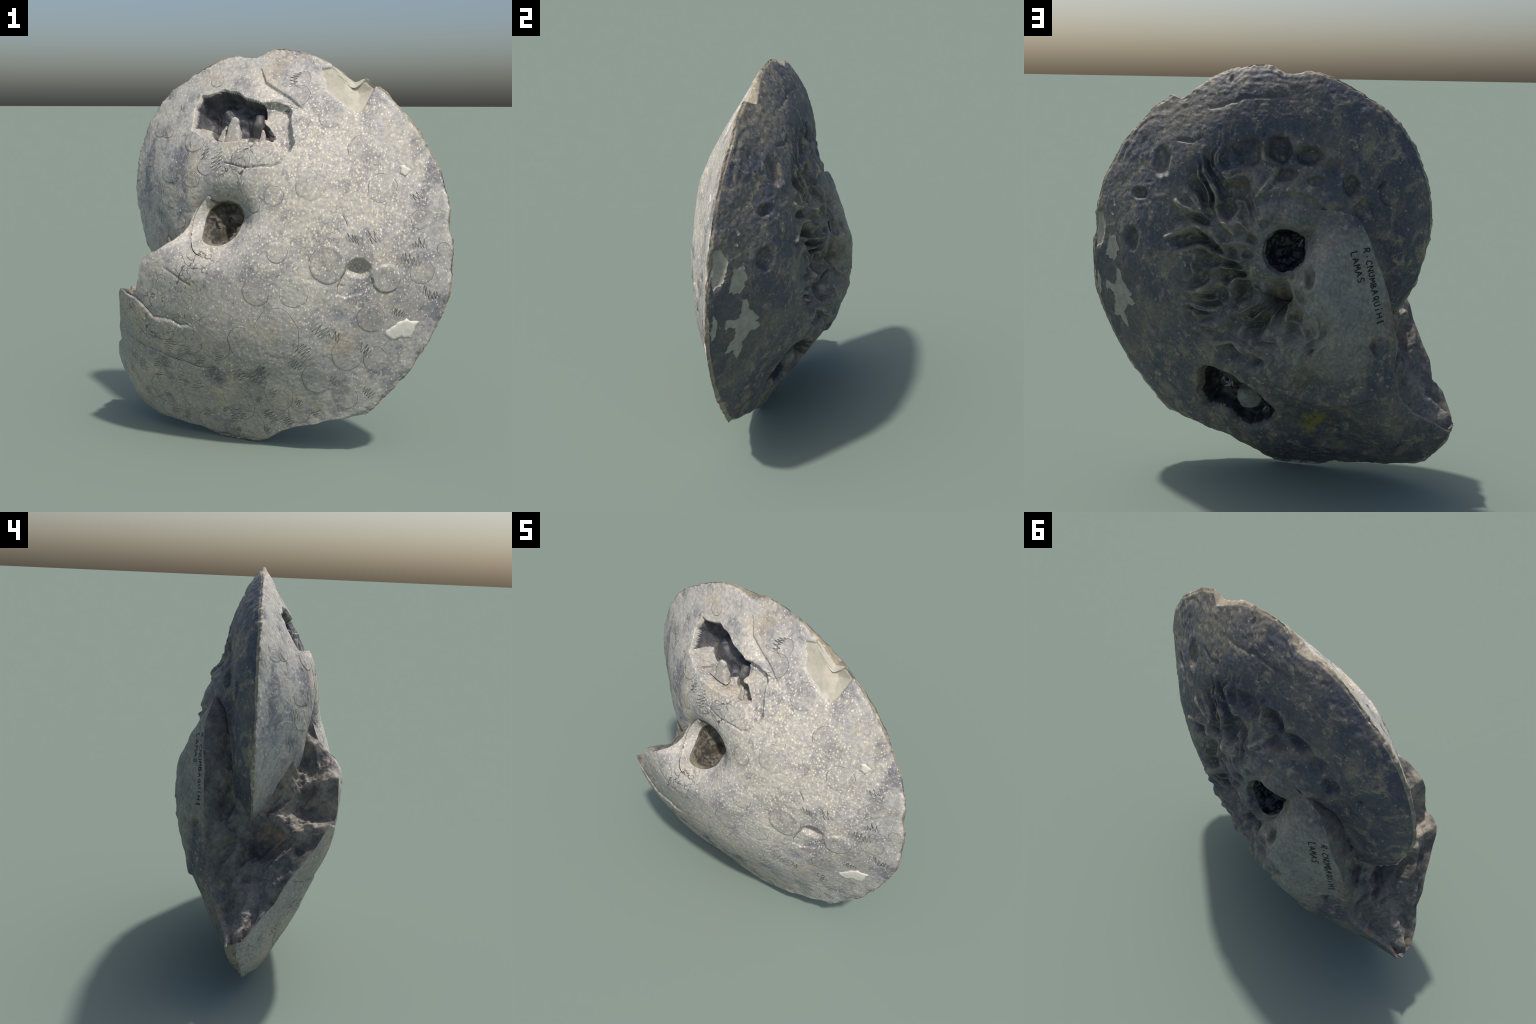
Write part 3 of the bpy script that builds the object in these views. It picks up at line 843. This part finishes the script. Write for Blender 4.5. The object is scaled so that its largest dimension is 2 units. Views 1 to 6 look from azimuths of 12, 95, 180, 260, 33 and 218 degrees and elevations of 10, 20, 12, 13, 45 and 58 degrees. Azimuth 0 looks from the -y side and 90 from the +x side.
# thin plates lying on the surface
def plate(name, poly, side, mat, thick=.004, step=.009, parent=None):
    from mathutils.geometry import delaunay_2d_cdt
    p = np.asarray(poly, float)
    rng = np.random.default_rng(len(poly) * 7 + 3)
    ring = []
    for a, b in zip(p, np.roll(p, -1, 0)):
        k = max(2, int(np.hypot(*(b - a)) / step))
        for t in np.arange(k) / k:
            ring.append(a + (b - a) * t + rng.normal(0, .0026, 2))
    ring = np.array(ring)
    gx, gz = np.meshgrid(np.arange(p[:, 0].min(), p[:, 0].max(), step), np.arange(p[:, 1].min(), p[:, 1].max(), step))
    pts = np.stack([gx.ravel(), gz.ravel()], -1)
    pts = pts[polygon_distance(pts, ring) < -step * .6]
    allp = [Vector(v) for v in np.concatenate([ring, pts])]
    k = len(ring)
    vs, _, fs_, *_ = delaunay_2d_cdt(allp, [], [list(range(k))], 1, 1e-5)
    q2 = np.array([tuple(v) for v in vs])
    dist = -polygon_distance(q2, ring)
    top, nn = sample(side, q2[:, 0], q2[:, 1])
    top = top + nn * (thick * smooth(dist, -.004, .006) + .0005)[:, None]
    low = top[:k] - nn[:k] * (thick + .004)
    W = np.concatenate([top, low])
    nv = len(q2)
    tri = [list(f) for f in fs_]
    for a in range(k):
        b = (a + 1) % k
        tri += [[a, b, nv + b], [a, nv + b, nv + a]]
    ob = make_mesh(name, W, np.array(tri), mat, parent or root)
    return ob


for poly in WHITE_CHIPS:
    plate("white_chip", poly, -1, chip_white, .0022)
for poly in SHELL_PLATES:
    plate("shell_plate", poly, 1, chip_grey, .0018)
plate("rim_scale", RIM_CHIP, 1, chip_grey, .0015)


# thin strokes lying on the surface: sutures and ink
class Strokes:
    def __init__(self):
        self.v, self.f, self.k = [], [], 0

    def add(self, pts, side, width, height=.0008, lobe=False, taper=True, off=0.0):
        pts = np.asarray(pts, float)
        seg = np.r_[0, np.cumsum(np.hypot(*np.diff(pts, axis=0).T))]
        k = max(3, int(seg[-1] / .004))
        t = np.linspace(0, seg[-1], k)
        x, z = np.interp(t, seg, pts[:, 0]), np.interp(t, seg, pts[:, 1])
        p, nn = sample(side, x, z, lobe, off)
        tan = np.gradient(p, axis=0)
        sidev = np.cross(nn, tan)
        sidev /= np.maximum(np.linalg.norm(sidev, axis=1, keepdims=True), 1e-9)
        w = np.full(k, width) * (np.minimum(1, .35 + 2.2 * np.minimum(t, seg[-1] - t) / max(seg[-1], 1e-6)) if taper else 1)
        w = w[:, None]
        ringv = np.stack([p + sidev * w, p + nn * height, p - sidev * w, p - nn * .003], 1)
        self.v.append(ringv.reshape(-1, 3))
        for a in range(k - 1):
            o = self.k + a * 4
            for c in range(4):
                d = (c + 1) % 4
                self.f.append((o + c, o + d, o + 4 + d, o + 4 + c))
        o = self.k
        e = self.k + (k - 1) * 4
        self.f += [(o + 3, o + 2, o + 1, o), (e, e + 1, e + 2, e + 3)]
        self.k += k * 4

    def build(self, name, mat, kind=None, parent=root):
        ob = make_mesh(name, np.concatenate(self.v), np.array(self.f), mat, parent)
        if kind:
            ob["kind"] = kind
        return ob


rng = np.random.default_rng(4)
dark_s, cream_s = Strokes(), Strokes()
for x_, z_, rx_, rz_ in RINGS:
    cream = (x_ > .25 and z_ > 1.3)
    gap, span = rng.uniform(0, 6.28), rng.uniform(4.2, 6.0)
    a = gap + np.linspace(0, span, 40)
    wob = 1 + .03 * np.sin(3 * a + rng.uniform(0, 6)) + .02 * np.sin(7 * a)
    pts = np.stack([x_ + rx_ * wob * np.cos(a), z_ + rz_ * wob * np.sin(a)], -1)
    if cream:
        for lo in range(0, 40, 9):
            (cream_s if rng.random() < .6 else dark_s).add(pts[lo:lo + 9], -1, .0012, .0005)
    else:
        dark_s.add(pts, -1, .0012, .0005)


def frill(S_, x_, z_, size, width):
    """frilled lobe of a suture: one running line of long narrow teeth drawn out along the coil"""
    d = np.array([x_ - CENTRE[0], z_ - CENTRE[1]])
    d /= np.hypot(*d)
    along = np.array([-d[1], d[0]])
    k = int(rng.integers(4, 8))
    gap = size * rng.uniform(.24, .32)
    lean = rng.uniform(-.5, .1)
    bow = rng.uniform(-.35, .35)
    pts = []
    for a in range(k):
        h = a - (k - 1) / 2
        root_ = np.array([x_, z_]) + d * gap * h + along * size * (bow * (2 * h / k) ** 2 + rng.normal(0, .07))
        tip = root_ + (along + d * (lean + .25 * h / k + rng.normal(0, .07))) * size * (1.1 - .6 * (2 * h / k) ** 2) * rng.uniform(.65, 1.1)
        pts += [root_, root_ * .5 + tip * .5 - d * gap * .10, tip, root_ * .45 + tip * .55 + d * gap * .30]
    S_.add(pts, -1, width, .0005)


for x_, z_ in FRILLS:
    cream = x_ > .25 and z_ > 1.3
    for _ in range(1):
        o = rng.normal(0, .018, 2)
        frill(cream_s if cream else dark_s, x_ + o[0], z_ + o[1], rng.uniform(.040, .066) if not cream else rng.uniform(.026, .042), .0016 if not cream else .0012)
# rows of thorny folds along the lower whorl
for _ in range(26):
    ph, rr = rng.uniform(285, 338), rng.choice([.68, .74, .90, 1.02, 1.10]) + rng.normal(0, .02)
    th = math.radians(ENTRY - ph)
    frill(dark_s, CENTRE[0] + rr * math.cos(th), CENTRE[1] + rr * math.sin(th), rng.uniform(.034, .060), .0014)
for _ in range(20):
    ph, rr = rng.uniform(60, 105), rng.uniform(.30, .66)
    th = math.radians(ENTRY - ph)
    frill(dark_s, CENTRE[0] + rr * math.cos(th), CENTRE[1] + rr * math.sin(th), rng.uniform(.016, .026), .0010)
# hairline cracks
for pts, _ in FRONT_CRACKS:
    dark_s.add(np.array(pts), -1, .003, .0004)
dark_s.build("suture_line", line_dark, "stuff")
cream_s.build("calcite_line", line_cream, "stuff")

# handwriting on the lobe
GLYPHS = {
    "R": [[(0, 0), (.1, 1), (.75, .95), (.7, .5), (.05, .45)], [(.3, .45), (.8, -.1)]], ".": [[(.3, .3), (.55, .35)]],
    "C": [[(.95, .85), (.5, 1), (.1, .6), (.1, .2), (.5, 0), (.9, .1)]], "N": [[(.1, 0), (.1, 1), (.85, 0), (.9, 1)]],
    "U": [[(.1, 1), (.1, .2), (.45, 0), (.85, .2), (.85, 1)]], "M": [[(.05, 0), (.15, 1), (.5, .35), (.85, 1), (.95, 0)]],
    "B": [[(.1, 0), (.1, 1), (.7, .85), (.65, .6), (.15, .52), (.8, .4), (.75, .1), (.1, 0)]], "A": [[(0, 0), (.45, 1), (.9, 0)], [(.15, .4), (.75, .4)]],
    "Q": [[(.5, 1), (.1, .6), (.35, .1), (.8, .3), (.85, .8), (.5, 1)], [(.5, .4), (1.0, -.15)]], "i": [[(.45, 0), (.5, .7)], [(.55, 1.05), (.6, 1.15)]],
    "H": [[(.1, 0), (.1, .9)], [(.85, 0), (.9, 1)], [(.1, .5), (.85, .5)]], "L": [[(.0, .95), (.35, 1.0)], [(.2, 1.05), (.1, 0), (.8, .02)]],
    "S": [[(.85, .9), (.4, 1), (.2, .7), (.75, .4), (.7, .05), (.1, .05)]], "|": [[(.5, -.2), (.55, 1.0)], [(.62, -.2), (.66, 1.0)]]}
pen = Strokes()


def write(text, start, end, size):
    start, end = np.array(start), np.array(end)
    step = (end - start) / len(text)
    run = step / np.hypot(*step)
    up = np.array([run[1], -run[0]])
    if up[0] > 0:
        up = -up
    for a, ch in enumerate(text):
        for st in GLYPHS[ch]:
            pts = [start + step * a + step * .82 * gx + up * size * gz + rng.normal(0, .0006, 2) for gx, gz in st]
            pen.add(pts, 1, .0026, .0009, True, False, .0006)


write("R.CNUMBAQUiH|", (-.478, 1.206), (-.562, .862), .025)
write("LAMAS", (-.425, 1.192), (-.468, 1.050), .026)
pen.build("ink_lettering", ink, None, root)


# loose stone and crystals in the hollows
def pebble(name, centre, size, mat, parent, seed):
    import bmesh
    bmx = bmesh.new()
    bmesh.ops.create_icosphere(bmx, subdivisions=4, radius=1)
    v = np.array([tuple(x.co) for x in bmx.verts])
    f = np.array([[x.index for x in q_.verts] for q_ in bmx.faces])
    bmx.free()
    v = v * (1 + .16 * fractal(v + seed, 1.2, 3, seed))[:, None]
    v = np.sign(v) * np.abs(v) ** .85
    return make_mesh(name, v * np.array(size) + np.array(centre), f, mat, parent)


c0, n0 = sample(1, np.array([.068]), np.array([.375]))
pebble("stone", c0[0] + n0[0] * .03, (.062, .05, .056), rubble("pebble_rock", (.13, .13, .115), (.2, .2, .175), (.26, .24, .19)), cave_ob, 3)


def crystal(centre, axis, length, width, parent):
    axis = np.array(axis) / np.linalg.norm(axis)
    a = np.cross(axis, [.3, .5, .8])
    a /= np.linalg.norm(a)
    b = np.cross(axis, a)
    v = [centre + (a * math.cos(t) + b * math.sin(t)) * width + axis * length * h for h in (0, .7) for t in np.arange(6) * math.pi / 3] + [centre + axis * length]
    f = [(k, (k + 1) % 6, 6 + (k + 1) % 6) for k in range(6)] + [(k, 6 + (k + 1) % 6, 6 + k) for k in range(6)] + [(6 + k, 6 + (k + 1) % 6, 12) for k in range(6)]
    return make_mesh("crystal", np.array(v), np.array(f), glint, parent, False)


def shard(name, base, tip, width, mat, parent, seed):
    """pointed slab of septum standing in the window"""
    base, tip = np.array(base), np.array(tip)
    up = tip - base
    a = np.cross(up, [0, 1, 0])
    a /= np.linalg.norm(a)
    b = np.cross(up, a)
    b /= np.linalg.norm(b)
    t, h = np.meshgrid(np.linspace(0, 2 * np.pi, 48, endpoint=False), np.linspace(0, 1, 28), indexing="xy")
    tap = (1 - .72 * h ** 1.2) * np.where(h > .93, np.sqrt(np.maximum(1 - ((h - .93) / .07) ** 2, 0)), 1)
    sq = 1 / np.maximum(np.abs(np.cos(t)), np.abs(np.sin(t))) ** .6
    v = base + up * h[..., None] + (a * np.cos(t)[..., None] + b * .6 * np.sin(t)[..., None]) * (width * tap * sq)[..., None]
    v = v.reshape(-1, 3)
    v = v + .006 * fractal(v, 30, 3, seed)[:, None] * a
    f = grid_faces(28, 48)
    wrap = np.array([(k * 48 + 47, k * 48, k * 48 + 48, k * 48 + 95) for k in range(27)])
    return make_mesh(name, v, np.concatenate([f, wrap]), mat, parent)


for base, tip, wd, sd_ in [((-.120, .10, 1.56), (-.112, -.01, 1.675), .044, 5), ((-.178, .09, 1.56), (-.160, .0, 1.632), .017, 6), ((.052, .06, 1.56), (.043, -.03, 1.618), .017, 7)]:
    c0, n0 = sample(-1, np.array([-.115 if base[0] < 0 else .05]), np.array([1.535]))
    y0 = c0[0][1]
    shard("septum_stub", (base[0], y0 + base[1], base[2]), (tip[0], y0 + .05 + tip[1] + .055, tip[2]), wd, saddle, win_ob, sd_)
shard("hub_spur", (-.272, -.17, 1.165), (-.208, -.262, 1.305), .034, pale, root, 9)
for k in range(12):
    t = rng.uniform(0, 6.28)
    crystal(np.array([CENTRE[0] + .075 * math.cos(t), rng.uniform(.10, .19), CENTRE[1] + .075 * math.sin(t)]),
            (-math.cos(t) + rng.normal(0, .5), rng.normal(.2, .5), -math.sin(t) + rng.normal(0, .5)), rng.uniform(.03, .06), .0022, hole_ob)
for k in range(14):
    x_, z_ = rng.uniform(.12, .27), rng.uniform(.36, .44)
    if k > 9:
        x_, z_ = rng.uniform(-.02, .05), rng.uniform(.27, .30)
    c0, n0 = sample(1, np.array([x_]), np.array([z_]))
    crystal(c0[0] - n0[0] * .005, n0[0] + rng.normal(0, .8, 3), rng.uniform(.02, .045), rng.uniform(.002, .005), cave_ob)
